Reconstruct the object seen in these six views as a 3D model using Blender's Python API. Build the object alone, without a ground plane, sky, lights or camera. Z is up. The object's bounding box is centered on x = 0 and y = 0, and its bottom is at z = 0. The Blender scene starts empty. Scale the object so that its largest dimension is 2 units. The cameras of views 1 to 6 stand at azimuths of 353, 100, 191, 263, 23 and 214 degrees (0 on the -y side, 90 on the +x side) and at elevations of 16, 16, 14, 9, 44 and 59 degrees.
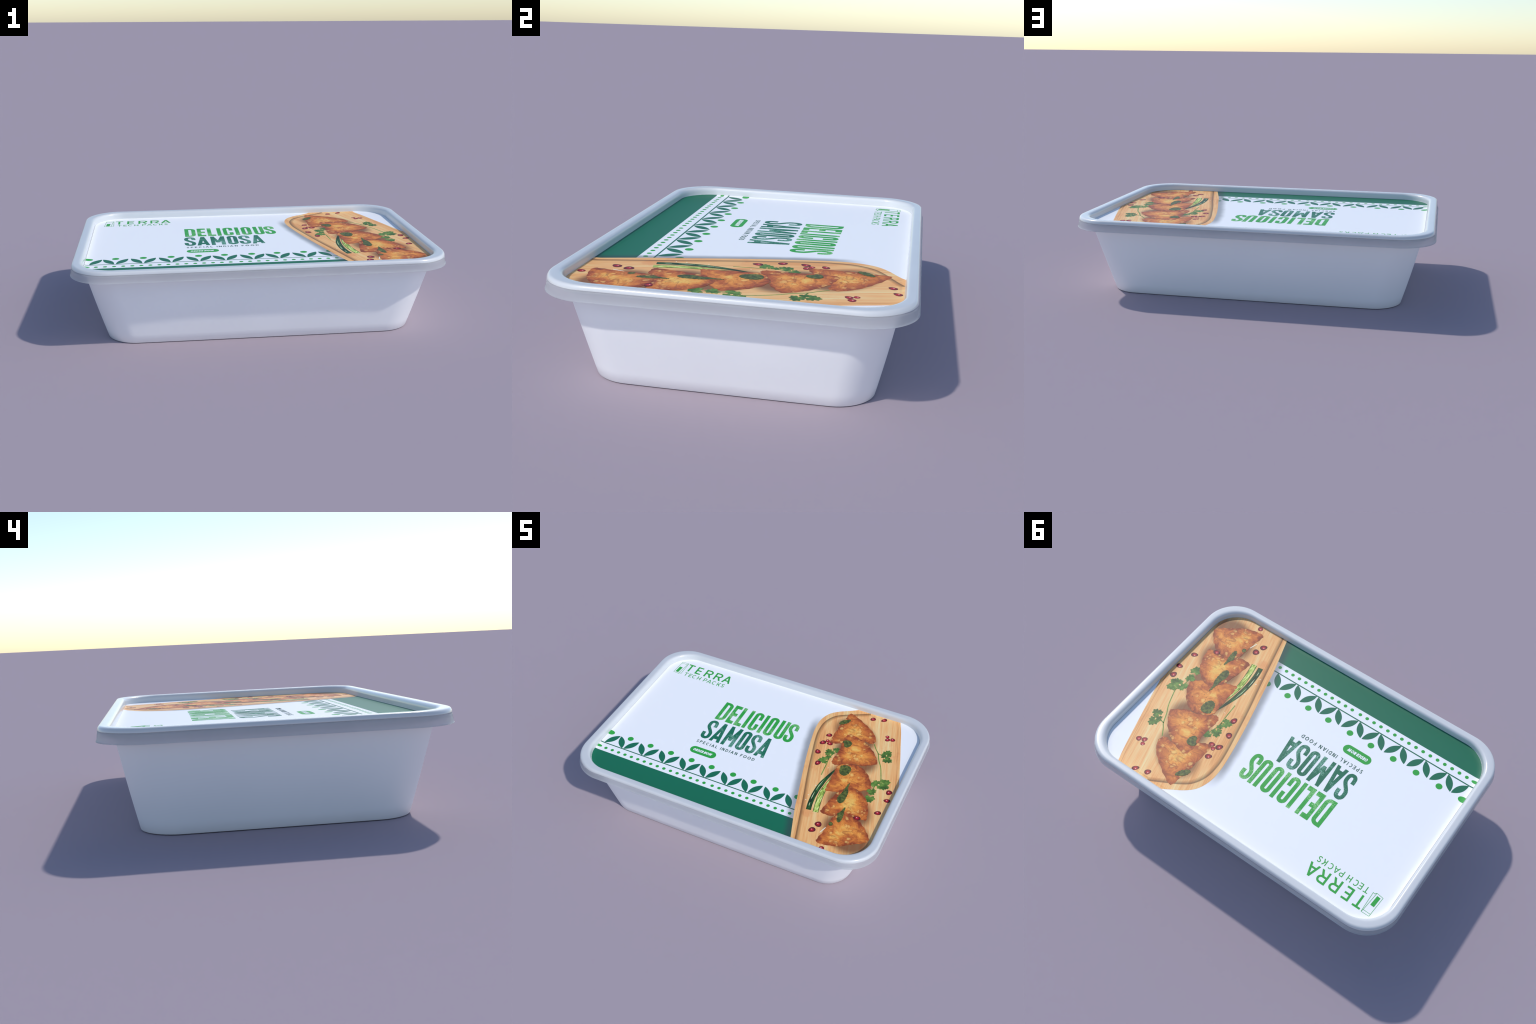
import bpy, bmesh, math, random
from mathutils import Vector

random.seed(11)

# ------------------------------------------------------------------ frame
RIM_X, RIM_Y, RIM_R = 1.0, 0.6945, 0.206        # outer edge of the lid skirt
LAB_X, LAB_Y, LAB_R = 0.9335, 0.6345, 0.176    # label outline
LAB_Z = 0.3925                                  # flat part of the label
CURL_W, CURL_H = 0.032, 0.0032                  # label edge turns up into the wall


def rounded_rect(hx, hy, r, arc=18, side=14):
    """Closed loop, counter-clockwise, same vertex count for every size."""
    pts = []
    corners = [(hx - r, hy - r, 0.0), (-hx + r, hy - r, 90.0),
               (-hx + r, -hy + r, 180.0), (hx - r, -hy + r, 270.0)]
    for i, (cx, cy, a0) in enumerate(corners):
        for k in range(arc + 1):
            a = math.radians(a0 + 90.0 * k / arc)
            pts.append((cx + r * math.cos(a), cy + r * math.sin(a)))
        nx, ny, na = corners[(i + 1) % 4]
        a = math.radians(na)
        q = (nx + r * math.cos(a), ny + r * math.sin(a))
        p = pts[-1]
        for k in range(1, side):
            t = k / side
            pts.append((p[0] + (q[0] - p[0]) * t, p[1] + (q[1] - p[1]) * t))
    return pts


def rim_ring(inset):
    """Loop of the rim family: corner radius shrinks slower than the inset."""
    wide = 0.0050 * min(max((inset - 0.030) / 0.025, 0.0), 1.0)      # short sides are a little broader
    return rounded_rect(RIM_X - inset - wide, RIM_Y - inset, RIM_R - 0.47 * inset)


def edge_depth(x, y):
    """Distance from a point inside the label to the label outline."""
    qx, qy = abs(x) - (LAB_X - LAB_R), abs(y) - (LAB_Y - LAB_R)
    outside = math.hypot(max(qx, 0.0), max(qy, 0.0)) + min(max(qx, qy), 0.0)
    return LAB_R - outside


def label_z(x, y):
    t = min(max((CURL_W - edge_depth(x, y)) / CURL_W, 0.0), 1.12)
    return LAB_Z + CURL_H * t * t


# ------------------------------------------------------------------ objects
ROOT = bpy.data.objects.new("food_container", None)
ROOT.empty_display_size = 0.2
bpy.context.collection.objects.link(ROOT)
ROOT["label"] = "white plastic food tub with lid and printed samosa label"
ROOT["category"] = "food container"


def add_object(name, mesh, mat, parent, location=None):
    ob = bpy.data.objects.new(name, mesh)
    bpy.context.collection.objects.link(ob)
    ob.parent = parent
    if location is not None:
        ob.location = location
    if mat is not None and not mesh.materials:
        mesh.materials.append(mat)
    return ob


def loft(name, rings, cap_start=True, cap_end=True, sharp_deg=50.0):
    """rings: list of (loop2d, z)."""
    verts, faces = [], []
    n = len(rings[0][0])
    for loop, z in rings:
        verts += [(x, y, z) for x, y in loop]
    for r in range(len(rings) - 1):
        a, b = r * n, (r + 1) * n
        for i in range(n):
            j = (i + 1) % n
            faces.append((a + i, a + j, b + j, b + i))
    if cap_start:
        faces.append(tuple(reversed(range(n))))
    if cap_end:
        faces.append(tuple(range((len(rings) - 1) * n, len(rings) * n)))
    me = bpy.data.meshes.new(name)
    me.from_pydata(verts, [], faces)
    me.validate()
    bm = bmesh.new()
    bm.from_mesh(me)
    bmesh.ops.recalc_face_normals(bm, faces=bm.faces)
    lim = math.radians(sharp_deg)
    for e in bm.edges:
        if len(e.link_faces) == 2 and e.calc_face_angle(0.0) > lim:
            e.smooth = False
    for f in bm.faces:
        f.smooth = True
    bm.to_mesh(me)
    bm.free()
    return me


# ------------------------------------------------------------------ node helpers
class Nodes:
    def __init__(self, name):
        self.mat = bpy.data.materials.new(name)
        self.mat.use_nodes = True
        self.t = self.mat.node_tree
        self.bsdf = self.t.nodes["Principled BSDF"]
        self._coord = None

    def node(self, kind, **props):
        n = self.t.nodes.new(kind)
        for k, v in props.items():
            setattr(n, k, v)
        return n

    def put(self, sock, val):
        if hasattr(val, "links") or isinstance(val, bpy.types.NodeSocket):
            self.t.links.new(val, sock)
        else:
            sock.default_value = val

    @property
    def coord(self):
        if self._coord is None:
            self._coord = self.node("ShaderNodeTexCoord").outputs["Object"]
        return self._coord

    def math(self, op, a, b=0.0, c=None, clamp=False):
        n = self.node("ShaderNodeMath", operation=op, use_clamp=clamp)
        self.put(n.inputs[0], a)
        self.put(n.inputs[1], b)
        if c is not None:
            self.put(n.inputs[2], c)
        return n.outputs[0]

    def dot(self, v, vec):
        n = self.node("ShaderNodeVectorMath", operation="DOT_PRODUCT")
        self.put(n.inputs[0], v)
        n.inputs[1].default_value = vec
        return n.outputs["Value"]

    def mapping(self, loc=(0, 0, 0), rot=0.0, scale=(1, 1, 1), vec=None, kind="POINT"):
        n = self.node("ShaderNodeMapping", vector_type=kind)
        self.put(n.inputs["Vector"], vec if vec is not None else self.coord)
        n.inputs["Location"].default_value = loc
        n.inputs["Rotation"].default_value = (0, 0, rot)
        n.inputs["Scale"].default_value = scale
        return n.outputs[0]

    def length(self, v):
        n = self.node("ShaderNodeVectorMath", operation="LENGTH")
        self.put(n.inputs[0], v)
        return n.outputs["Value"]

    def noise(self, vec, scale, detail=3.0, rough=0.55, dist=0.0):
        n = self.node("ShaderNodeTexNoise")
        self.put(n.inputs["Vector"], vec)
        n.inputs["Scale"].default_value = scale
        n.inputs["Detail"].default_value = detail
        n.inputs["Roughness"].default_value = rough
        n.inputs["Distortion"].default_value = dist
        return n.outputs["Fac"] if "Fac" in n.outputs else n.outputs[0]

    def voronoi(self, vec, scale, feature="F1", smooth=None):
        n = self.node("ShaderNodeTexVoronoi", feature=feature)
        self.put(n.inputs["Vector"], vec)
        n.inputs["Scale"].default_value = scale
        return n.outputs["Distance"]

    def remap(self, v, a, b, c=0.0, d=1.0, smooth=True):
        n = self.node("ShaderNodeMapRange",
                      interpolation_type="SMOOTHSTEP" if smooth else "LINEAR")
        self.put(n.inputs["Value"], v)
        for i, x in zip(("From Min", "From Max", "To Min", "To Max"), (a, b, c, d)):
            n.inputs[i].default_value = x
        return n.outputs["Result"]

    def ramp(self, fac, stops):
        n = self.node("ShaderNodeValToRGB")
        els = n.color_ramp.elements
        while len(els) < len(stops):
            els.new(0.5)
        for e, (p, col) in zip(els, stops):
            e.position = p
            e.color = (*col, 1.0)
        self.put(n.inputs[0], fac)
        return n.outputs[0]

    def mix(self, fac, a, b, mode="MIX"):
        n = self.node("ShaderNodeMix", data_type="RGBA", blend_type=mode)
        self.put(n.inputs[0], fac)
        self.put(n.inputs[6], a if not isinstance(a, tuple) else (*a, 1.0))
        self.put(n.inputs[7], b if not isinstance(b, tuple) else (*b, 1.0))
        return n.outputs[2]

    def grey(self, v):
        n = self.node("ShaderNodeCombineColor")
        for i in range(3):
            self.put(n.inputs[i], v)
        return n.outputs[0]

    def finish(self, color, rough=0.42, **kw):
        self.put(self.bsdf.inputs["Base Color"],
                 (*color, 1.0) if isinstance(color, tuple) else color)
        self.put(self.bsdf.inputs["Roughness"], rough)
        for k, v in kw.items():
            self.put(self.bsdf.inputs[k], v)
        return self.mat


def srgb(r, g, b):
    f = lambda c: (c / 255 / 12.92) if c <= 10 else ((c / 255 + 0.055) / 1.055) ** 2.4
    return (f(r), f(g), f(b))


SUNLIT = (0.745, 0.825, 1.0)         # brightness of a pure white, level sheet under the set's sun and sky


def shown(r, g, b):
    """Ink colour that looks like this 8-bit colour on the sunlit label."""
    return tuple(min(c / k, 0.97) for c, k in zip(srgb(r, g, b), SUNLIT))


# left edge of the printed serving board, bottom to top
BOARD_LEFT = [(0.505, -0.645), (0.4935, -0.605), (0.429, -0.398), (0.405, -0.302),
              (0.353, -0.102), (0.310, 0.074), (0.278, 0.231), (0.262, 0.335),
              (0.263, 0.425), (0.290, 0.505), (0.340, 0.558), (0.408, 0.602),
              (0.468, 0.640)]
BOARD_RIGHT = [(0.755, 0.640), (0.790, 0.545), (0.852, 0.343), (0.895, 0.200),
               (0.921, 0.105), (0.950, -0.010)]
GROOVE = [(0.532, -0.645), (0.522, -0.607), (0.445, -0.318), (0.384, -0.100),
          (0.341, 0.070), (0.302, 0.236), (0.289, 0.335), (0.296, 0.425),
          (0.333, 0.500), (0.388, 0.545), (0.456, 0.584), (0.545, 0.634)]


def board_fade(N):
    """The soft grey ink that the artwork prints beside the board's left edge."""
    sep = N.node("ShaderNodeSeparateXYZ")
    N.put(sep.inputs[0], N.coord)
    y01 = N.remap(sep.outputs["Y"], -0.645, 0.645, 0.0, 1.0, smooth=False)
    fc = N.node("ShaderNodeFloatCurve")
    cu = fc.mapping.curves[0]
    ctrl = [((y + 0.645) / 1.29, x) for x, y in BOARD_LEFT]
    cu.points[0].location = ctrl[0]
    cu.points[1].location = ctrl[-1]
    for c in ctrl[1:-1]:
        cu.points.new(*c)
    fc.mapping.update()
    N.put(fc.inputs["Value"], y01)
    gap = N.math("SUBTRACT", fc.outputs[0], sep.outputs["X"])
    wob = N.noise(N.coord, 9.0, 2.0)
    gap = N.math("ADD", gap, N.math("MULTIPLY_ADD", wob, 0.016, -0.008))
    near = N.math("MULTIPLY", N.remap(gap, 0.012, 0.062, 1.0, 0.0), N.remap(gap, -0.08, -0.04))
    fade = N.remap(sep.outputs["Y"], 0.30, 0.50, 1.0, 0.0)
    return N.math("MULTIPLY", near, fade)


def ink(name, color, rough=0.50, speckle=None, board=True):
    N = Nodes(name)
    col = color
    if speckle is not None:
        grain = N.noise(N.coord, 260.0, 2.0, 0.6)
        patch = N.noise(N.coord, 9.0, 2.0, 0.5)
        lim = N.remap(patch, 0.36, 0.66, 0.72, 0.47)
        hit = N.math("MULTIPLY", N.math("SUBTRACT", grain, lim), 9.0, clamp=True)
        col = N.mix(N.math("MULTIPLY", hit, 0.75), color, speckle)
    if board:
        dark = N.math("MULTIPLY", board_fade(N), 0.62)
        col = N.mix(dark, col, (0.035, 0.045, 0.06))
    return N.finish(col, rough)


WHITE = (0.97, 0.97, 0.975)
DEEP = shown(10, 102, 80)
FRESH = shown(38, 155, 64)

mat_label = ink("label_paper_white", WHITE)
mat_deep = ink("ink_deep_green", DEEP)
mat_fresh = ink("ink_fresh_green", FRESH)
mat_deep_worn = ink("ink_deep_green_worn", DEEP, speckle=shown(150, 205, 200), board=False)
mat_fresh_worn = ink("ink_fresh_green_worn", FRESH, speckle=shown(178, 228, 180), board=False)
mat_text = ink("ink_small_text", shown(30, 84, 78), board=False)
mat_white_ink = ink("ink_white", WHITE, board=False)


def plastic_tub():
    N = Nodes("tub_white_plastic")
    n = N.noise(N.coord, 3.0, 2.0)
    col = N.ramp(n, [(0.3, (0.945, 0.945, 0.95)), (0.7, (0.965, 0.965, 0.97))])
    return N.finish(col, 0.45)


def plastic_lid():
    N = Nodes("lid_white_plastic")
    n = N.noise(N.coord, 4.0, 2.0)
    col = N.ramp(n, [(0.3, (0.655, 0.665, 0.675)), (0.7, (0.685, 0.695, 0.705))])
    return N.finish(col, 0.58, **{"Specular IOR Level": 0.9, "Coat Weight": 1.0, "Coat Roughness": 0.18})


def plastic_skirt():
    """Clear but cloudy plastic: what is behind shows through, blurred."""
    N = Nodes("skirt_clear_plastic")
    n = N.noise(N.coord, 4.0, 2.0)
    col = N.ramp(n, [(0.3, (0.76, 0.77, 0.785)), (0.7, (0.80, 0.81, 0.825))])
    return N.finish(col, 0.45, **{"Transmission Weight": 0.72, "IOR": 1.12})


mat_tub, mat_lid, mat_skirt = plastic_tub(), plastic_lid(), plastic_skirt()

# ------------------------------------------------------------------ tub
BASE = (0.824, 0.552, 0.159)
TOPW = (0.9275, 0.6255, 0.159)           # wall where it meets the flange
WALL_TOP = 0.388


def wall(t, grow=0.0):
    """Side wall at height share t; the long and short sides bow out a little."""
    a = [BASE[i] + (TOPW[i] - BASE[i]) * t for i in range(3)]
    hx, hy, r = a[0] + grow, a[1] + grow, a[2] + grow
    bow = 0.0035 + 0.0060 * math.sin(math.pi * min(t * 1.05, 1.0)) + 0.0015 * t
    out = []
    for x, y in rounded_rect(hx, hy, r):
        fx = max(0.0, 1.0 - (x / (hx - 0.3 * r)) ** 2)
        fy = max(0.0, 1.0 - (y / (hy - 0.3 * r)) ** 2)
        if abs(y) > hy - r:
            y += math.copysign(bow * min(1.0, fx * 1.3), y)
        if abs(x) > hx - r:
            x += math.copysign(bow * min(1.0, fy * 1.3), x)
        out.append((x, y))
    return out


rings = [(rounded_rect(0.795, 0.523, 0.135), 0.0035),
         (rounded_rect(0.808, 0.536, 0.146), 0.0003),
         (wall(0.0, -0.0015), 0.0),
         (wall(0.0), 0.0012)]
for k in range(1, 9):
    rings.append((wall(k / 8), 0.0012 + (WALL_TOP - 0.0012) * k / 8))
rings += [(rim_ring(0.034), 0.3895), (rim_ring(0.030), 0.3930), (rim_ring(0.0285), 0.4120),
          (rim_ring(0.0185), 0.4130), (rim_ring(0.0160), 0.4155),
          (rim_ring(0.0165), 0.4215), (rim_ring(0.0200), 0.4258), (rim_ring(0.0260), 0.4272),
          (rim_ring(0.0400), 0.4272), (rim_ring(0.0450), 0.4250), (rim_ring(0.0480), 0.4150),
          (rim_ring(0.0500), 0.3920), (rim_ring(0.0640), 0.3820), (wall(0.86, -0.014), 0.350)]
for k in (0.7, 0.4, 0.12):
    rings.append((wall(k, -0.014), WALL_TOP * k))
rings.append((rounded_rect(0.79, 0.518, 0.13), 0.016))
add_object("tub", loft("tub", rings), mat_tub, ROOT)

# ------------------------------------------------------------------ lid
LID_OUTER = [(0.085, 0.3890), (0.066, 0.3905), (0.0605, 0.3935), (0.0592, 0.4000),
             (0.0584, 0.4110), (0.0574, 0.4185), (0.0556, 0.4245), (0.0526, 0.4294),
             (0.0485, 0.4327), (0.0440, 0.4341), (0.0390, 0.4345), (0.0230, 0.4345), (0.0185, 0.4342),
             (0.0148, 0.4328), (0.0118, 0.4298), (0.0090, 0.4245), (0.0076, 0.4190),
             (0.0073, 0.4166), (0.0080, 0.4158)]
LID_INNER = [(0.0122, 0.4158), (0.0126, 0.4180), (0.0135, 0.4240), (0.0165, 0.4278), (0.0230, 0.4297),
             (0.0340, 0.4303), (0.0430, 0.4296), (0.0475, 0.4275), (0.0515, 0.4215),
             (0.0535, 0.4080), (0.0555, 0.3950), (0.0600, 0.3875), (0.085, 0.3850)]
rings = [(rim_ring(o), z) for o, z in LID_OUTER + LID_INNER]
LID = add_object("lid", loft("lid", rings), mat_lid, ROOT)

SKIRT = [(0.0078, 0.4156), (0.0064, 0.4040), (0.0046, 0.3900), (0.0032, 0.3805), (0.0016, 0.3775),
         (0.0002, 0.3765), (0.0000, 0.3748), (0.0032, 0.3748), (0.0062, 0.3795), (0.0078, 0.3900),
         (0.0098, 0.4040), (0.0118, 0.4156), (0.0078, 0.4156)]
rings = [(rim_ring(o), z) for o, z in SKIRT]
me = loft("lid_skirt", rings, cap_start=False, cap_end=False)
bm = bmesh.new()
bm.from_mesh(me)
bmesh.ops.remove_doubles(bm, verts=bm.verts, dist=1e-6)
bmesh.ops.recalc_face_normals(bm, faces=bm.faces)
bm.to_mesh(me)
bm.free()
add_object("lid_skirt", me, mat_skirt, LID)

# ------------------------------------------------------------------ label sheet
LABEL_PARENT = None


def label_sheet():
    rings = []
    for d in (0.0, 0.003, 0.006, 0.010, 0.014, 0.018, 0.022, 0.026, 0.030, 0.036, 0.045, 0.08):
        loop = rounded_rect(LAB_X - d, LAB_Y - d, LAB_R - d)
        t = max((CURL_W - d) / CURL_W, 0.0)
        rings.append((loop, LAB_Z + CURL_H * t * t))
    skirt = [(rounded_rect(LAB_X - 0.0005, LAB_Y - 0.0005, LAB_R), LAB_Z + CURL_H - 0.003)]
    return loft("label", skirt + rings, cap_start=False, sharp_deg=60)


LABEL = add_object("label", label_sheet(), mat_label, ROOT)

# ------------------------------------------------------------------ printed pieces
CLIP = rounded_rect(LAB_X - 0.0006, LAB_Y - 0.0006, LAB_R - 0.0006, arc=14, side=1)


def clip_to_label(poly):
    out = list(poly)
    n = len(CLIP)
    for i in range(n):
        ax, ay = CLIP[i]
        bx, by = CLIP[(i + 1) % n]
        ex, ey = bx - ax, by - ay
        if ex * ex + ey * ey < 1e-12:
            continue
        side = lambda p: ex * (p[1] - ay) - ey * (p[0] - ax)
        src, out = out, []
        for k in range(len(src)):
            p, q = src[k], src[(k + 1) % len(src)]
            sp, sq = side(p), side(q)
            if sp >= 0:
                out.append(p)
            if (sp >= 0) != (sq >= 0):
                t = sp / (sp - sq)
                out.append((p[0] + (q[0] - p[0]) * t, p[1] + (q[1] - p[1]) * t))
        if not out:
            return []
    return out


def signed_area(p):
    return 0.5 * sum(p[i][0] * p[(i + 1) % len(p)][1] - p[(i + 1) % len(p)][0] * p[i][1]
                     for i in range(len(p)))


LAYER = 0.38        # all ink layers are thin


def print_mesh(name, polys, height, origin=(0.0, 0.0), stagger=0.00012, clip=True):
    """Thin raised ink: each polygon becomes a face with side walls, laid on the label."""
    bm = bmesh.new()
    ox, oy = origin
    for k, poly in enumerate(polys):
        if clip and any(edge_depth(x, y) < 0.002 for x, y in poly):
            poly = clip_to_label(poly)
        clean = []
        for p in poly:
            if not clean or math.hypot(p[0] - clean[-1][0], p[1] - clean[-1][1]) > 2e-5:
                clean.append(p)
        if len(clean) > 2 and math.hypot(clean[0][0] - clean[-1][0], clean[0][1] - clean[-1][1]) < 2e-5:
            clean.pop()
        if len(clean) < 3:
            continue
        if signed_area(clean) < 0:
            clean.reverse()
        sub = bmesh.new()
        sub.faces.new([sub.verts.new((x, y, 0.0)) for x, y in clean])
        sub.normal_update()
        curled = any(edge_depth(x, y) < CURL_W + 0.004 for x, y in clean)
        if len(clean) > 4:
            bmesh.ops.triangulate(sub, faces=sub.faces[:], ngon_method="EAR_CLIP")
        if curled:
            step = 0.007
            cuts = []
            for s in (-1, 1):
                cuts += [((s * (LAB_X - j * step), 0, 0), (1, 0, 0)) for j in range(0, 7)]
                cuts += [((0, s * (LAB_Y - j * step), 0), (0, 1, 0)) for j in range(0, 7)]
                for sy in (-1, 1):       # corner cuts, across the diagonal
                    c = (s * (LAB_X - LAB_R), sy * (LAB_Y - LAB_R))
                    for a in (22, 45, 68):
                        d = (s * math.cos(math.radians(a)), sy * math.sin(math.radians(a)), 0)
                        for j in range(0, 6):
                            r = LAB_R - j * step
                            cuts.append(((c[0] + d[0] * r, c[1] + d[1] * r, 0), d))
            for co, no in cuts:
                bmesh.ops.bisect_plane(sub, geom=sub.verts[:] + sub.edges[:] + sub.faces[:],
                                       dist=1e-6, plane_co=co, plane_no=no)
        h = (height + k * stagger) * LAYER
        vmap = {}
        for v in sub.verts:
            x, y = v.co.x, v.co.y
            vmap[v] = bm.verts.new((x - ox, y - oy, label_z(x, y) + h))
        for f in sub.faces:
            nf = bm.faces.new([vmap[v] for v in f.verts])
            nf.smooth = True
        for e in sub.edges:
            if len(e.link_faces) == 1:
                lo = e.link_loops[0]
                a, b = lo.vert, lo.link_loop_next.vert
                quad = []
                for v, down in ((b, 0), (a, 0), (a, 1), (b, 1)):
                    z = label_z(v.co.x, v.co.y) + (-0.0002 if down else h)
                    quad.append(bm.verts.new((v.co.x - ox, v.co.y - oy, z)))
                bm.faces.new(quad)
        sub.free()
    me = bpy.data.meshes.new(name)
    bm.normal_update()
    bm.to_mesh(me)
    bm.free()
    return me


def printed(name, polys, height, mat, origin=None, **kw):
    if not isinstance(polys[0][0], tuple):
        polys = [polys]
    o = origin if origin is not None else (0.0, 0.0)
    me = print_mesh(name, polys, height, o, **kw)
    if len(me.polygons) == 0:
        return None
    return add_object(name, me, mat, LABEL, (o[0], o[1], 0.0))


def ellipse(cx, cy, rx, ry, rot=0.0, n=28):
    c, s = math.cos(rot), math.sin(rot)
    return [(cx + rx * math.cos(a) * c - ry * math.sin(a) * s,
             cy + rx * math.cos(a) * s + ry * math.sin(a) * c)
            for a in (2 * math.pi * i / n for i in range(n))]


def spline(pts, closed=False, n=8):
    """Catmull-Rom through control points."""
    out, m = [], len(pts)
    for i in range(m if closed else m - 1):
        p1, p2 = pts[i], pts[(i + 1) % m]
        p0 = pts[i - 1] if (closed or i > 0) else (2 * p1[0] - p2[0], 2 * p1[1] - p2[1])
        p3 = pts[(i + 2) % m] if (closed or i + 2 < m) else (2 * p2[0] - p1[0], 2 * p2[1] - p1[1])
        for k in range(n):
            t = k / n
            out.append(tuple(0.5 * (2 * p1[a] + (p2[a] - p0[a]) * t
                                    + (2 * p0[a] - 5 * p1[a] + 4 * p2[a] - p3[a]) * t * t
                                    + (3 * p1[a] - p0[a] - 3 * p2[a] + p3[a]) * t ** 3)
                             for a in (0, 1)))
    if not closed:
        out.append(pts[-1])
    return out


def ribbon(path, width, closed=False):
    """Quads along a centre line; width is a number or a function of 0..1."""
    w = width if callable(width) else (lambda t: width)
    n = len(path)
    L, R = [], []
    for i, p in enumerate(path):
        if closed:
            a, b = path[i - 1], path[(i + 1) % n]
        else:
            a, b = path[max(i - 1, 0)], path[min(i + 1, n - 1)]
        dx, dy = b[0] - a[0], b[1] - a[1]
        d = math.hypot(dx, dy) or 1.0
        h = 0.5 * w(i / max(n - 1, 1))
        nx, ny = -dy / d * h, dx / d * h
        L.append((p[0] + nx, p[1] + ny))
        R.append((p[0] - nx, p[1] - ny))
    if not closed:
        return [R + L[::-1]]
    return [[R[i], R[(i + 1) % n], L[(i + 1) % n], L[i]] for i in range(n)]


# ------------------------------------------------------------------ lettering
def box(x0, y0, x1, y1):
    return [(x0, y0), (x1, y0), (x1, y1), (x0, y1)]


def bar(x0, y0, x1, y1, t):
    """Slanted stroke with level ends, t measured along x."""
    return [(x0, y0), (x0 + t, y0), (x1 + t, y1), (x1, y1)]


def arc(cx, cy, rx, ry, a0, a1, n=14):
    return [(cx + rx * math.cos(math.radians(a0 + (a1 - a0) * k / n)),
             cy + ry * math.sin(math.radians(a0 + (a1 - a0) * k / n))) for k in range(n + 1)]


def glyph(ch, W, H, t, heavy=False):
    """Polygons of one capital letter in the box 0..W, 0..H; t is the stroke width."""
    h = t / 2
    rx = (W - t) / 2
    ry = min(rx, (H - t) / 2) if heavy else (H - t) / 2
    cx = W / 2
    top, bot = H - h - ry, h + ry
    tb = t * (1.30 if heavy else 0.95)                 # level strokes
    P = []
    if ch == "I":
        P = [box(0, 0, t, H)]
    elif ch == "L":
        P = [box(0, 0, t, H), box(t, 0, W, tb)]
    elif ch in "EF":
        P = [box(0, 0, t, H), box(t, H - tb, W, H),
             box(t, H / 2 - tb / 2, W * 0.92, H / 2 + tb / 2)]
        if ch == "E":
            P.append(box(t, 0, W, tb))
    elif ch == "T":
        P = [box(0, H - tb, W, H), box(cx - h, 0, cx + h, H - tb)]
    elif ch == "H":
        P = [box(0, 0, t, H), box(W - t, 0, W, H), box(t, H / 2 - tb / 2, W - t, H / 2 + tb / 2)]
    elif ch == "A":
        s = t * (0.95 if heavy else 1.06)
        yb = H * (0.135 if heavy else 0.24)
        f0, f1 = yb / H, (yb + tb) / H
        m = cx - s / 2
        P = [bar(0, 0, m, H, s), bar(W - s, 0, m, H, s),
             [(f0 * m + s * 0.8, yb), (W - f0 * m - s * 0.8, yb),
              (W - f1 * m - s * 0.8, yb + tb), (f1 * m + s * 0.8, yb + tb)]]
    elif ch == "M":
        low = H * (0.28 if heavy else 0.1)
        s = t * 0.9
        P = [box(0, 0, t, H), box(W - t, 0, W, H),
             bar(0, H, cx - s / 2, low, s), bar(W - s, H, cx - s / 2, low, s)]
    elif ch == "N":
        P = [box(0, 0, t, H), box(W - t, 0, W, H), bar(0, H, W - t * 1.2, 0, t * 1.2)]
    elif ch == "W":
        q = W / 4
        s = t * 1.05
        P = [bar(0, H, q - s / 2, 0, s), bar(2 * q - s / 2, H, q - s / 2, 0, s),
             bar(2 * q - s / 2, H, 3 * q - s / 2, 0, s), bar(W - s, H, 3 * q - s / 2, 0, s)]
    elif ch == "K":
        P = [box(0, 0, t, H), bar(t, H * 0.34, W - t * 1.3, H, t * 1.3),
             bar(W - t * 1.25, 0, t + W * 0.18, H * 0.55, t * 1.25)]
    elif ch in "PR":
        mid = H * 0.40
        r = (H - mid - 0 - t) / 2 + h * 0.0
        yc = (H + mid) / 2
        rr = (H - mid - t) / 2
        path = [(t, H - h)] + arc(W - h - rr, yc, rr, rr, 90, -90) + [(t, mid + h)]
        P = [box(0, 0, t, H)] + ribbon(path, t)
        if ch == "R":
            P.append(bar(W - t * 1.15, 0, W * 0.52 - t * 0.5, mid + h, t * 1.15))
    elif ch == "D":
        rd = min(W - t - h, (H - t) / 2) if not heavy else min((W - t) * 0.62, (H - t) / 2)
        x1 = W - h - rd
        rv = rd if heavy else (H - t) / 2
        path = [(t * 0.9, H - h)] + arc(x1, H - h - rv, rd, rv, 90, 0) \
            + arc(x1, h + rv, rd, rv, 0, -90)[(0 if heavy else 1):] + [(t * 0.9, h)]
        P = [box(0, 0, t, H)] + ribbon(path, t)
    elif ch == "O":
        path = arc(cx, top, rx, ry, 0, 180)
        path += arc(cx, bot, rx, ry, 180, 360) if heavy else arc(cx, bot, rx, ry, 180, 360)[1:-1]
        P = ribbon(path, t, closed=True)
    elif ch == "C":
        if heavy:
            path = [(cx + rx, H * 0.62)] + arc(cx, top, rx, ry, 0, 180) \
                + arc(cx, bot, rx, ry, 180, 360) + [(cx + rx, H * 0.38)]
        else:
            path = arc(cx, H / 2, rx, ry, 48, 312, 24)
        P = ribbon(path, t)
    elif ch == "U":
        path = [(h, H)] + arc(cx, bot, rx, ry, 180, 360) + [(W - h, H)]
        P = ribbon(path, t)
    elif ch == "S":
        if heavy:
            half = [(1.0, .685), (1.0, .80), (.93, .925), (.72, .99), (.5, 1.0), (.28, .99), (.06, .92),
                    (0.0, .80), (.05, .68), (.25, .585)]
        else:
            half = [(.97, .86), (.80, .965), (.5, 1.0), (.22, .955), (.05, .80), (.14, .63), (.36, .545)]
        pts = half + [(.5, .5)] + [(1 - x, 1 - y) for x, y in reversed(half)]
        pts = [(h + x * 2 * rx, h + y * (H - t)) for x, y in pts]
        P = ribbon(spline(pts, n=5), t)
    return P


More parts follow.
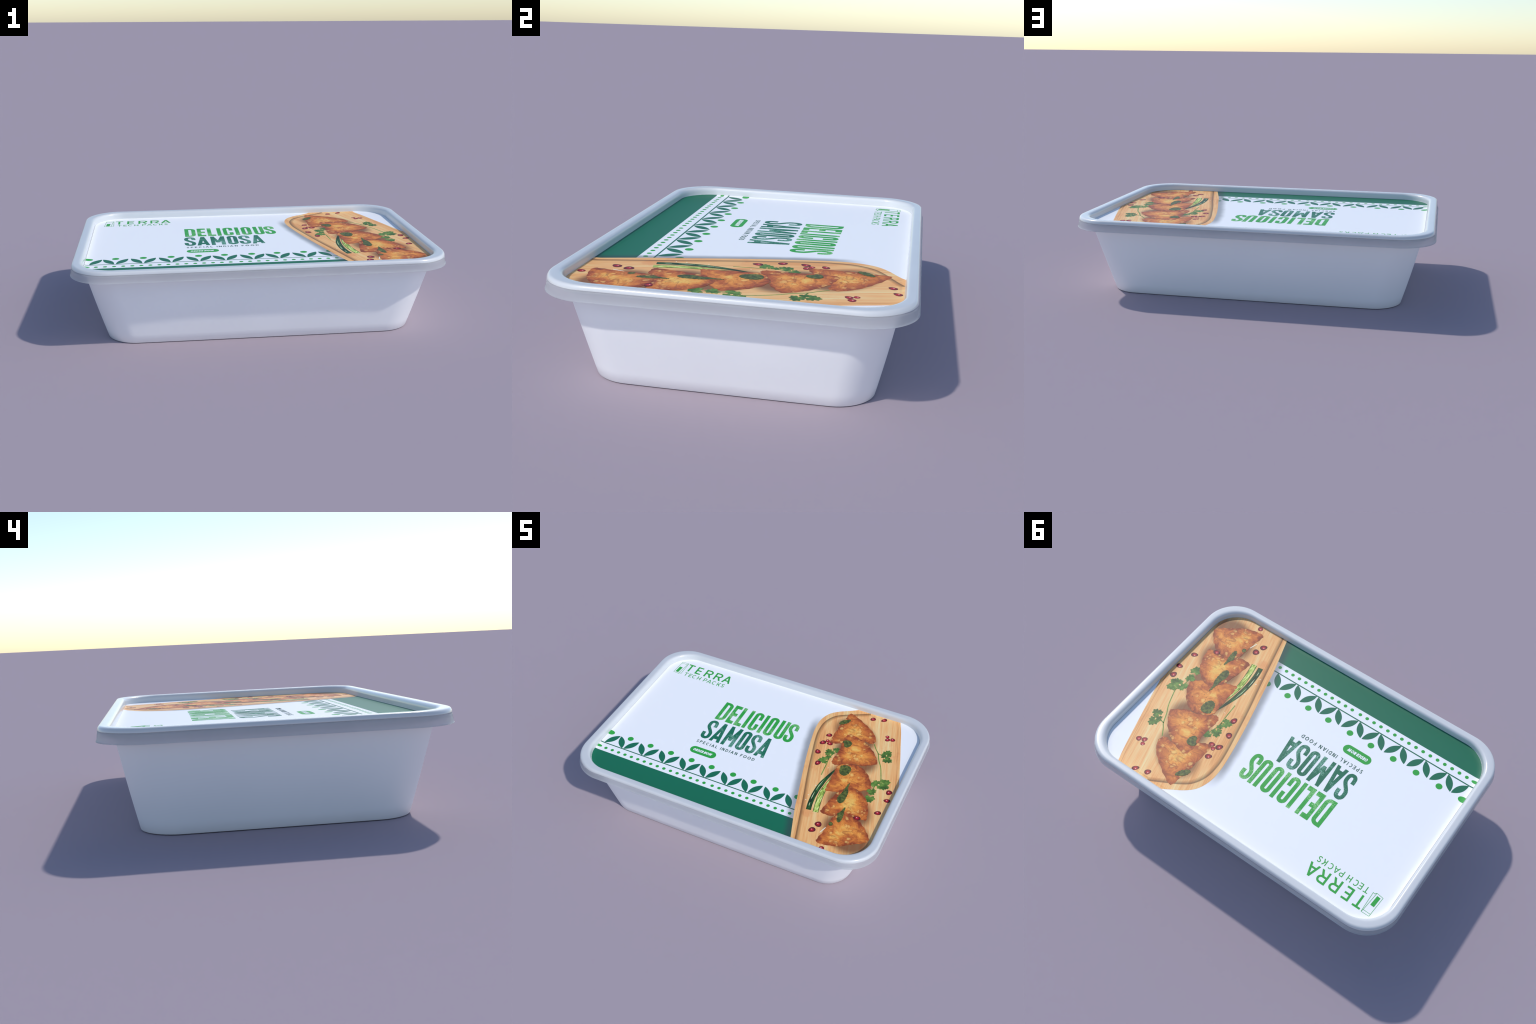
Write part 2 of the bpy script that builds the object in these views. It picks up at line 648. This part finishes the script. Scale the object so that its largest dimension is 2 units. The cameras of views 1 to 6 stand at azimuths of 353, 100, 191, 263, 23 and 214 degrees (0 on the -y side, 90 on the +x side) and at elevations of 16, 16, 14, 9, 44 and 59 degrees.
def letters(word, spans, y0, H, t, mat, heavy=False, slant=0.0, height=0.0009):
    """spans: left and right edge of every letter."""
    for ch, (x0, x1) in zip(word, spans):
        polys = [[(x0 + px + slant * py, y0 + py) for px, py in pl]
                 for pl in glyph(ch, x1 - x0, H, t, heavy)]
        printed("letter", polys, height, mat, stagger=0.00006, clip=False)


def spaced(word, x0, x1, widths, gap):
    """Spread a line of text between two ends; a space is a wide gap."""
    adv, pos = [], 0.0
    for ch in word:
        if ch == " ":
            pos += gap * 1.6
            continue
        w = widths.get(ch, 1.0)
        adv.append((ch, pos, pos + w))
        pos += w + gap
    k = (x1 - x0) / (pos - gap)
    return "".join(a[0] for a in adv), [(x0 + a[1] * k, x0 + a[2] * k) for a in adv]


letters("DELICIOUS", [(-.382, -.317), (-.306, -.2555), (-.2445, -.196), (-.1855, -.1615), (-.148, -.088),
                      (-.0742, -.0505), (-.036, .024), (.040, .101), (.106, .170)],
        0.1225, 0.1885, 0.0235, mat_fresh_worn, heavy=True)
letters("SAMOSA", [(-.391, -.325), (-.319, -.246), (-.236, -.154), (-.139, -.079), (-.071, -.005), (.002, .074)],
        -0.0830, 0.1880, 0.0232, mat_deep_worn, heavy=True)
letters("TERRA", [(-.8105, -.7630), (-.737, -.694), (-.666, -.610), (-.590, -.534), (-.523, -.461)],
        0.4920, 0.0795, 0.0120, mat_fresh)
WID = {"I": .18, "E": .78, "L": .74, "F": .76, "P": .82, "R": .86, "S": .80, "N": .95, "A": 1.08,
       "C": 1.02, "D": .98, "O": 1.18, "H": .92, "K": .92, "T": .88, "W": 1.55}
letters("TECHPACKS", [(-.795, -.769), (-.758, -.737), (-.730, -.702), (-.690, -.665), (-.641, -.617),
                      (-.612, -.580), (-.573, -.545), (-.5345, -.5105), (-.502, -.480)],
        0.4385, 0.0375, 0.0050, mat_fresh)
w, s = spaced("SPECIAL INDIAN FOOD", -.383, .030, WID, 0.48)
letters(w, s, -0.1335, 0.0255, 0.0042, mat_text)


def pill(cx, cy, hx, hy, n=12):
    r = hy
    return arc(cx + hx - r, cy, r, r, -90, 90, n) + arc(cx - hx + r, cy, r, r, 90, 270, n)


printed("button", pill(-.2955, -.2015, .0905, .0310), 0.0007, mat_fresh)
w, s = spaced("ORDER NOW", -.366, -.236, WID, 0.16)
letters(w, s, -0.2120, 0.0215, 0.0046, mat_white_ink, slant=0.18, height=0.0013)

# small carton emblem beside the name
LINE = 0.0022
emblem = []
for a, b in [((-.869, .571), (-.822, .572)), ((-.822, .572), (-.826, .557)), ((-.8685, .558), (-.826, .557)),
             ((-.869, .571), (-.876, .446)), ((-.876, .446), (-.836, .441)), ((-.836, .441), (-.826, .557)),
             ((-.822, .572), (-.818, .448)), ((-.818, .448), (-.827, .452)), ((-.827, .452), (-.836, .441))]:
    emblem += ribbon([a, b], LINE)
emblem.append([(-.863, .515), (-.841, .514), (-.845, .453), (-.866, .455)])
printed("emblem", emblem, 0.0008, mat_fresh, clip=False)

# ------------------------------------------------------------------ border ornament
printed("green_band", [(-0.95, -0.66), (0.56, -0.66), (0.56, -0.4725), (-0.95, -0.4725)], 0.0006, mat_deep)
printed("border_line", [(-0.95, -0.4062), (0.46, -0.4062), (0.46, -0.3988), (-0.95, -0.3988)], 0.0006, mat_deep)

NODES = [-.914, -.774, -.6255, -.475, -.3255, -.1825, -.032, .1095, .259, .405]


def lens(x0, y0, x1, y1, up, down, n=12):
    """Leaf between two tips with a different bulge on each side."""
    dx, dy = x1 - x0, y1 - y0
    d = math.hypot(dx, dy)
    nx, ny = -dy / d, dx / d
    side = lambda k, b: (x0 + dx * k / n + nx * b * math.sin(math.pi * k / n) ** 0.85,
                         y0 + dy * k / n + ny * b * math.sin(math.pi * k / n) ** 0.85)
    return [side(k, up) for k in range(n + 1)] + [side(k, -down) for k in range(n - 1, 0, -1)]


for nx in NODES:
    if nx > -0.90:
        printed("leaf", lens(nx - .005, -.400, nx - .066, -.3055, -.0205, -.0200), 0.0008, mat_deep)
    if nx < 0.40:
        printed("leaf", lens(nx + .006, -.400, nx + .068, -.3050, .0200, .0205), 0.0008, mat_deep)
    if nx < -0.9:
        printed("berry", ellipse(-.9215, -.302, .0270, .0195), 0.0008, mat_fresh)
    else:
        printed("berry", ellipse(nx, -.2995, .0195, .0190), 0.0008, mat_fresh)
SMALL = [0.416 - 0.0473 * k for k in range(12)] + [-0.161 - 0.0473 * k for k in range(16)]
for x in SMALL:
    printed("seed_dot", ellipse(x, -.4430, .0108, .0108, n=20), 0.0008, mat_fresh)
printed("seed_dot", ellipse(-.924, -.4400, .022, .0105, n=20), 0.0008, mat_fresh)

# ------------------------------------------------------------------ printed serving board
GRAIN = math.radians(15.0)
SAMOSAS = [
    [(0.424, 0.578), (0.473, 0.562), (0.548, 0.518), (0.613, 0.472), (0.650, 0.430), (0.669, 0.384),
     (0.646, 0.350), (0.600, 0.358), (0.550, 0.350), (0.500, 0.322), (0.468, 0.270), (0.430, 0.248),
     (0.402, 0.247), (0.395, 0.280), (0.398, 0.360), (0.402, 0.440), (0.411, 0.530)],
    [(0.492, 0.378), (0.552, 0.368), (0.615, 0.344), (0.676, 0.298), (0.722, 0.242), (0.745, 0.190),
     (0.706, 0.156), (0.664, 0.130), (0.618, 0.127), (0.582, 0.108), (0.541, 0.078), (0.503, 0.064),
     (0.481, 0.076), (0.476, 0.114), (0.484, 0.200), (0.474, 0.285), (0.474, 0.340)],
    [(0.529, 0.072), (0.587, 0.114), (0.642, 0.122), (0.704, 0.093), (0.755, 0.032), (0.781, -0.028),
     (0.759, -0.060), (0.727, -0.088), (0.678, -0.092), (0.645, -0.110), (0.616, -0.148), (0.589, -0.158),
     (0.537, -0.172), (0.530, -0.142), (0.528, -0.037), (0.526, 0.028)],
    [(0.621, -0.128), (0.660, -0.085), (0.702, -0.078), (0.754, -0.104), (0.797, -0.144), (0.825, -0.201),
     (0.847, -0.290), (0.819, -0.302), (0.784, -0.300), (0.731, -0.306), (0.693, -0.322), (0.654, -0.352),
     (0.598, -0.357), (0.574, -0.347), (0.577, -0.321), (0.589, -0.246), (0.607, -0.170)],
    [(0.665, -0.332), (0.693, -0.312), (0.744, -0.304), (0.789, -0.310), (0.832, -0.335), (0.878, -0.380),
     (0.911, -0.426), (0.908, -0.453), (0.876, -0.482), (0.818, -0.522), (0.784, -0.549), (0.740, -0.568),
     (0.675, -0.582), (0.642, -0.578), (0.639, -0.552), (0.651, -0.485), (0.654, -0.420), (0.658, -0.365)],
]


def wood(name, tint, under=False):
    N = Nodes(name)
    v = N.mapping(rot=-GRAIN, scale=(1, 1, 1))
    fine = N.noise(N.mapping(vec=v, scale=(110, 5, 1)), 1.0, 4.0, 0.6, 0.3)
    broad = N.noise(N.mapping(vec=v, scale=(16, 1.2, 1)), 1.0, 3.0, 0.5, 0.8)
    g = N.math("MULTIPLY_ADD", fine, 0.55, N.math("MULTIPLY", broad, 0.45))
    col = N.ramp(g, [(0.34, shown(204, 144, 90)), (0.47, shown(221, 171, 117)),
                     (0.55, shown(229, 184, 133)), (0.68, shown(239, 205, 160))])
    stain = N.remap(N.noise(N.coord, 7.0, 4.0, 0.65), 0.58, 0.76, 0.0, 0.45)
    col = N.mix(stain, col, shown(206, 130, 82))
    if under:                                  # soft pastry shadows darkened into the wood colour
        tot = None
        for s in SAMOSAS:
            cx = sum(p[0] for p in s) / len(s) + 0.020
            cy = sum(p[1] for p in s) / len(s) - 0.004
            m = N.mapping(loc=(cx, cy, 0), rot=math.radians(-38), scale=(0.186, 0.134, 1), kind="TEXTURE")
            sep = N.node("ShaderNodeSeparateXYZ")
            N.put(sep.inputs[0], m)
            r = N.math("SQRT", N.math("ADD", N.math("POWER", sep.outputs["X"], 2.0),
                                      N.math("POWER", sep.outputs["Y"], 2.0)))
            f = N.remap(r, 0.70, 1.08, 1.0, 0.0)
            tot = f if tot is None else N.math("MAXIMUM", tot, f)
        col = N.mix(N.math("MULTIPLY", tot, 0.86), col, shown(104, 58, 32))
    if tint != 1.0:
        col = N.mix(1.0, col, (tint, tint * 0.93, tint * 0.86), "MULTIPLY")
    return N.finish(col, 0.50)


mat_board = wood("print_wood", 1.0)
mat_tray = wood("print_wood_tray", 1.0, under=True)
left = spline(BOARD_LEFT, n=5)
right = spline(BOARD_RIGHT, n=4)
outline = left + right + [(0.96, -0.2), (0.96, -0.66), (0.52, -0.66)]
board = printed("serving_board", [outline], 0.0012, mat_board)
groove = spline(GROOVE, n=6)
tray_right = [(0.735, 0.640), (0.770, 0.545), (0.832, 0.343), (0.875, 0.200), (0.902, 0.105), (0.940, -0.05)]
tray = groove + spline(tray_right, n=4) + [(0.96, -0.2), (0.96, -0.66), (0.54, -0.66)]
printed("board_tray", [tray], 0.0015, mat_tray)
for k, (off, wid, tint) in enumerate([(0.0005, 0.0035, 0.50), (0.0040, 0.0035, 0.36), (0.0075, 0.0040, 0.50),
                                      (0.0115, 0.0045, 0.62), (0.0160, 0.0050, 0.74), (0.0210, 0.0055, 0.86)]):
    line = []
    for i, p in enumerate(groove):
        a, b = groove[max(i - 1, 0)], groove[min(i + 1, len(groove) - 1)]
        d = math.hypot(b[0] - a[0], b[1] - a[1])
        line.append((p[0] + (b[1] - a[1]) / d * off, p[1] - (b[0] - a[0]) / d * off))
    shade = 1.0 - (1.0 - tint) * 1.12
    printed("board_groove", ribbon(line, wid + 0.0006), 0.0017 + 0.00004 * k, wood("print_wood_groove", shade))  # stepped dark ribbons draw the shadow inside the groove
for pts, tint in (([(0.735, 0.640), (0.770, 0.545), (0.832, 0.343), (0.875, 0.200), (0.902, 0.105), (0.940, -0.05)], 0.80),):
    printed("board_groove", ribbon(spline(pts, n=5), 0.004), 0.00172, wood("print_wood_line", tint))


# ------------------------------------------------------------------ printed pastries
def hull(pts):
    pts = sorted(set(pts))
    def half(seq):
        out = []
        for p in seq:
            while len(out) > 1 and (out[-1][0] - out[-2][0]) * (p[1] - out[-2][1]) \
                    - (out[-1][1] - out[-2][1]) * (p[0] - out[-2][0]) <= 0:
                out.pop()
            out.append(p)
        return out[:-1]
    return half(pts) + half(pts[::-1])


def pastry(name, poly, seed):
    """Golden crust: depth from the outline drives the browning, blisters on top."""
    N = Nodes(name)
    h = hull(poly)
    warp = N.noise(N.coord, 22.0, 3.0)
    depth = None
    for i in range(len(h)):
        (ax, ay), (bx, by) = h[i], h[(i + 1) % len(h)]
        d = math.hypot(bx - ax, by - ay)
        n = (-(by - ay) / d, (bx - ax) / d)
        q = N.math("SUBTRACT", N.dot(N.coord, (n[0], n[1], 0)), n[0] * ax + n[1] * ay)
        depth = q if depth is None else N.math("MINIMUM", depth, q)
    depth = N.math("ADD", depth, N.math("MULTIPLY_ADD", warp, 0.05, -0.026))
    v = N.mapping(loc=(seed * 1.7, seed * 0.9, 0))
    cloud = N.noise(v, 15.0, 5.0, 0.62, 0.8)
    f = N.math("ADD", N.remap(depth, 0.0, 0.085, 0.0, 0.62, smooth=False),
               N.math("MULTIPLY_ADD", cloud, 1.60, -0.72))
    col = N.ramp(f, [(0.02, shown(128, 58, 26)), (0.20, shown(168, 86, 38)), (0.42, shown(196, 118, 50)),
                     (0.64, shown(216, 146, 66)), (0.90, shown(234, 184, 100))])
    wv = N.node("ShaderNodeVectorMath", operation="ADD")
    N.put(wv.inputs[0], v)
    nz = N.node("ShaderNodeTexNoise")
    N.put(nz.inputs["Vector"], v)
    nz.inputs["Scale"].default_value = 30.0
    sc = N.node("ShaderNodeVectorMath", operation="SCALE")
    N.put(sc.inputs[0], nz.outputs["Color"])
    sc.inputs["Scale"].default_value = 0.03
    N.put(wv.inputs[1], sc.outputs[0])
    cell = N.voronoi(wv.outputs[0], 27.0)
    pick = N.noise(v, 17.0, 2.0)
    blister = N.math("MULTIPLY", N.remap(cell, 0.16, 0.40, 1.0, 0.0), N.remap(pick, 0.45, 0.56))
    col = N.mix(N.math("MULTIPLY", blister, 0.66), col, shown(230, 184, 112))
    rimc = N.math("MULTIPLY", N.remap(N.math("ABSOLUTE", N.math("SUBTRACT", cell, 0.40)), 0.0, 0.10, 1.0, 0.0),
                  N.remap(pick, 0.46, 0.58))
    col = N.mix(N.math("MULTIPLY", rimc, 0.50), col, shown(146, 74, 32))
    fold = N.remap(N.noise(N.mapping(vec=v, rot=math.radians(35 + 17 * seed), scale=(1.0, 3.2, 1.0)), 9.0, 2.0, 0.5, 1.2),  # crease shading tinted into the crust
                   0.55, 0.70, 0.0, 0.62)
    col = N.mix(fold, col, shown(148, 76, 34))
    speck = N.remap(N.noise(v, 95.0, 1.0), 0.70, 0.76, 0.0, 0.6)
    col = N.mix(speck, col, shown(96, 44, 20))
    return N.finish(col, 0.50)


for i, s in enumerate(SAMOSAS):
    outline = spline(s, closed=True, n=4)
    outline = [(x + 0.0022 * math.sin(17 * k + i), y + 0.0022 * math.cos(23 * k + 2 * i))
               for k, (x, y) in enumerate(outline)]
    printed("samosa", [outline], 0.0026 + 0.0004 * i, pastry("print_pastry", s, i + 1.0))


def mottled(name, stops, scale, rough=0.50, coord_scale=(1, 1, 1), rot=0.0):
    N = Nodes(name)
    n = N.noise(N.mapping(rot=rot, scale=coord_scale), scale, 4.0, 0.65)
    return N.finish(N.ramp(n, stops), rough)


# chutney dabs
mat_chutney = mottled("print_chutney", [(0.34, shown(44, 54, 20)), (0.50, shown(70, 84, 34)), (0.68, shown(106, 116, 52))], 60.0)


def dab(pts, jitter=0.0025, n=5):
    out = spline(pts, closed=True, n=n)
    return [(x + jitter * math.sin(2.7 * k), y + jitter * math.cos(3.9 * k)) for k, (x, y) in enumerate(out)]


DABS = [
    [(.387, .449), (.404, .444), (.434, .470), (.448, .500), (.444, .516), (.424, .506), (.398, .484)],
    [(.478, .300), (.492, .312), (.516, .316), (.535, .300), (.534, .268), (.516, .247), (.496, .254), (.490, .274), (.478, .284)],
    [(.548, .075), (.580, .092), (.606, .086), (.618, .060), (.612, .020), (.594, -.003), (.566, .002), (.550, .034)],
    [(.646, -.052), (.654, -.058), (.656, -.090), (.670, -.125), (.674, -.170), (.672, -.215), (.654, -.236), (.634, -.222),
     (.626, -.188), (.634, -.150), (.640, -.100)],
    [(.694, -.256), (.703, -.262), (.706, -.290), (.712, -.318), (.714, -.365), (.704, -.384), (.688, -.372), (.680, -.332),
     (.672, -.322), (.684, -.300)],
    [(.657, -.406), (.669, -.400), (.681, -.410), (.679, -.424), (.666, -.430), (.656, -.420)],
]
for d in DABS:
    printed("chutney_dab", [dab(d)], 0.0050, mat_chutney)

# split green chilli
mat_chilli = mottled("print_chilli_skin", [(0.36, shown(12, 34, 12)), (0.52, shown(26, 66, 22)), (0.66, shown(52, 104, 40))], 1.0,
                     coord_scale=(120, 18, 1), rot=math.radians(-8))
mat_flesh = mottled("print_chilli_flesh", [(0.36, shown(92, 124, 40)), (0.5, shown(166, 192, 92)), (0.66, shown(224, 232, 170))], 1.0,
                    coord_scale=(110, 26, 1), rot=math.radians(-8))
skin = spline([(.529, .036), (.508, -.048), (.492, -.140), (.488, -.225), (.494, -.305), (.505, -.366)], n=6)
flesh = spline([(.533, -.050), (.526, -.130), (.526, -.205), (.536, -.288), (.551, -.366)], n=6)
printed("chilli", ribbon(skin, lambda t: 0.004 + 0.027 * min(1.0, t * 2.6) ** 0.8), 0.0022, mat_chilli)
printed("chilli", ribbon(flesh, lambda t: 0.008 + 0.026 * min(1.0, t * 2.2) ** 0.8), 0.0023, mat_chilli)
printed("chilli_flesh", ribbon(flesh, lambda t: 0.004 + 0.024 * min(1.0, t * 2.2) ** 0.8), 0.0024, mat_flesh)
for t0, t1, off in ((0.30, 0.52, 0.004), (0.58, 0.72, 0.005), (0.78, 0.90, 0.003)):
    a, b = int(t0 * len(skin)), int(t1 * len(skin))
    seg = [(x - off, y) for x, y in skin[a:b + 1]]
    printed("chilli_gleam", ribbon(seg, lambda t: 0.0008 + 0.0036 * math.sin(math.pi * t)), 0.0026,
            mottled("print_gleam", [(0.3, shown(120, 160, 110)), (0.7, shown(214, 232, 206))], 80.0))

# coriander sprigs
mat_herb = mottled("print_coriander", [(0.34, shown(46, 78, 26)), (0.5, shown(74, 114, 42)), (0.66, shown(108, 146, 66))], 34.0)
mat_stem = mottled("print_stem", [(0.3, shown(74, 110, 36)), (0.7, shown(126, 156, 74))], 30.0)


def herb_leaf(cx, cy, size, heading, seed):
    """Fan-shaped leaf: three lobes, each with small rounded teeth."""
    pts, n = [], 54
    for k in range(n):
        a = 2 * math.pi * k / n
        r = 0.60 + 0.28 * abs(math.cos(1.5 * a)) ** 0.7 + 0.10 * math.cos(9 * a + seed)
        if abs(a - math.pi) < 0.5:
            r *= 0.55 + 0.45 * abs(a - math.pi) / 0.5
        pts.append((cx + size * r * math.cos(a + heading), cy + size * r * math.sin(a + heading)))
    return pts


STEMS = [[(.470, .194), (.452, .110), (.457, .040), (.463, -.057)],
         [(.457, .120), (.440, .140)], [(.455, .090), (.430, .080)],
         [(.668, .358), (.700, .310), (.720, .285), (.748, .222), (.775, .175), (.800, .110), (.817, .060)],
         [(.720, .285), (.752, .278)], [(.817, .062), (.800, .010), (.796, -.060)]]
for st in STEMS:
    printed("coriander_stem", ribbon(spline(st, n=5), 0.0062), 0.0019, mat_stem)
LEAVES = [(.434, .156, .036, 2.2), (.424, .072, .036, 3.6), (.468, .196, .028, 1.2), (.444, .112, .022, 2.8),
          (.776, .310, .036, 1.4), (.792, .254, .036, -0.2), (.758, .276, .022, 0.4),
          (.848, .054, .036, 0.8), (.838, .012, .036, -0.4), (.800, .028, .028, 2.6), (.862, .018, .024, 0.2),
          (.796, -.056, .034, -1.2), (.806, -.118, .036, -1.4), (.782, .006, .024, 3.4)]
for i, (x, y, r, a) in enumerate(LEAVES):
    printed("coriander_leaf", [herb_leaf(x, y, r, a, i * 1.3)], 0.0021 + 0.00004 * i, mat_herb)


# pomegranate seeds
def seed_material():
    N = Nodes("print_pomegranate")
    d = N.length(N.mapping(scale=(1, 1, 0)))
    wob = N.noise(N.coord, 120.0, 2.0)
    f = N.math("ADD", N.math("MULTIPLY", d, 48.0), N.math("MULTIPLY_ADD", wob, 0.5, -0.25))
    col = N.ramp(f, [(0.05, shown(196, 34, 52)), (0.40, shown(150, 16, 32)), (0.72, shown(98, 10, 24)), (0.95, shown(66, 8, 18))])
    g = N.length(N.mapping(loc=(0.0030, -0.0035, 0), scale=(1, 1, 0)))  # pale glint painted on each seed
    col = N.mix(N.remap(g, 0.0015, 0.0042, 0.85, 0.0), col, shown(246, 204, 208))
    return N.finish(col, 0.50)


mat_seed = seed_material()
ARILS = [(.371, .309, .020, .014, .6), (.360, .225, .022, .015, .9), (.383, .253, .013, .012, 1.0), (.405, .234, .019, .013, .3),
         (.363, .131, .020, .016, -1.0), (.402, .033, .022, .015, 1.4), (.578, .589, .019, .014, .9), (.649, .610, .021, .012, .8),
         (.722, .464, .013, .011, .4), (.732, .436, .017, .013, 1.0), (.763, .449, .016, .014, 1.2), (.896, -.019, .021, .016, 1.3),
         (.907, -.090, .020, .014, .2), (.889, -.210, .021, .014, .5), (.792, -.304, .021, .014, .2), (.602, -.449, .020, .019, .3),
         (.585, -.505, .022, .016, .9), (.688, -.612, .016, .014, .3)]
for i, (x, y, a, b, r) in enumerate(ARILS):
    egg = []
    for k in range(26):
        t = 2 * math.pi * k / 26
        w = 1.0 + 0.20 * math.cos(t)
        px, py = a * 1.04 * math.cos(t), b * 1.12 * w * math.sin(t)
        egg.append((x + px * math.cos(r) - py * math.sin(r), y + px * math.sin(r) + py * math.cos(r)))
    over = 0.0056 if i == 14 else 0.0023
    printed("pomegranate_seed", [egg], over, mat_seed, origin=(x, y))

# pale crumbs
mat_crumb = mottled("print_crumb", [(0.3, shown(226, 214, 196)), (0.7, shown(246, 242, 236))], 40.0)
for x, y, r in ((.467, -.157, .004), (.457, -.253, .004), (.459, -.297, .0035), (.480, .020, .003)):
    printed("crumb", ellipse(x, y, r, r * 0.75, 0.5, 12), 0.0020, mat_crumb)
printed("crumb", [(.632, -.505), (.640, -.500), (.653, -.455), (.650, -.450), (.640, -.478)], 0.0020, mat_crumb)
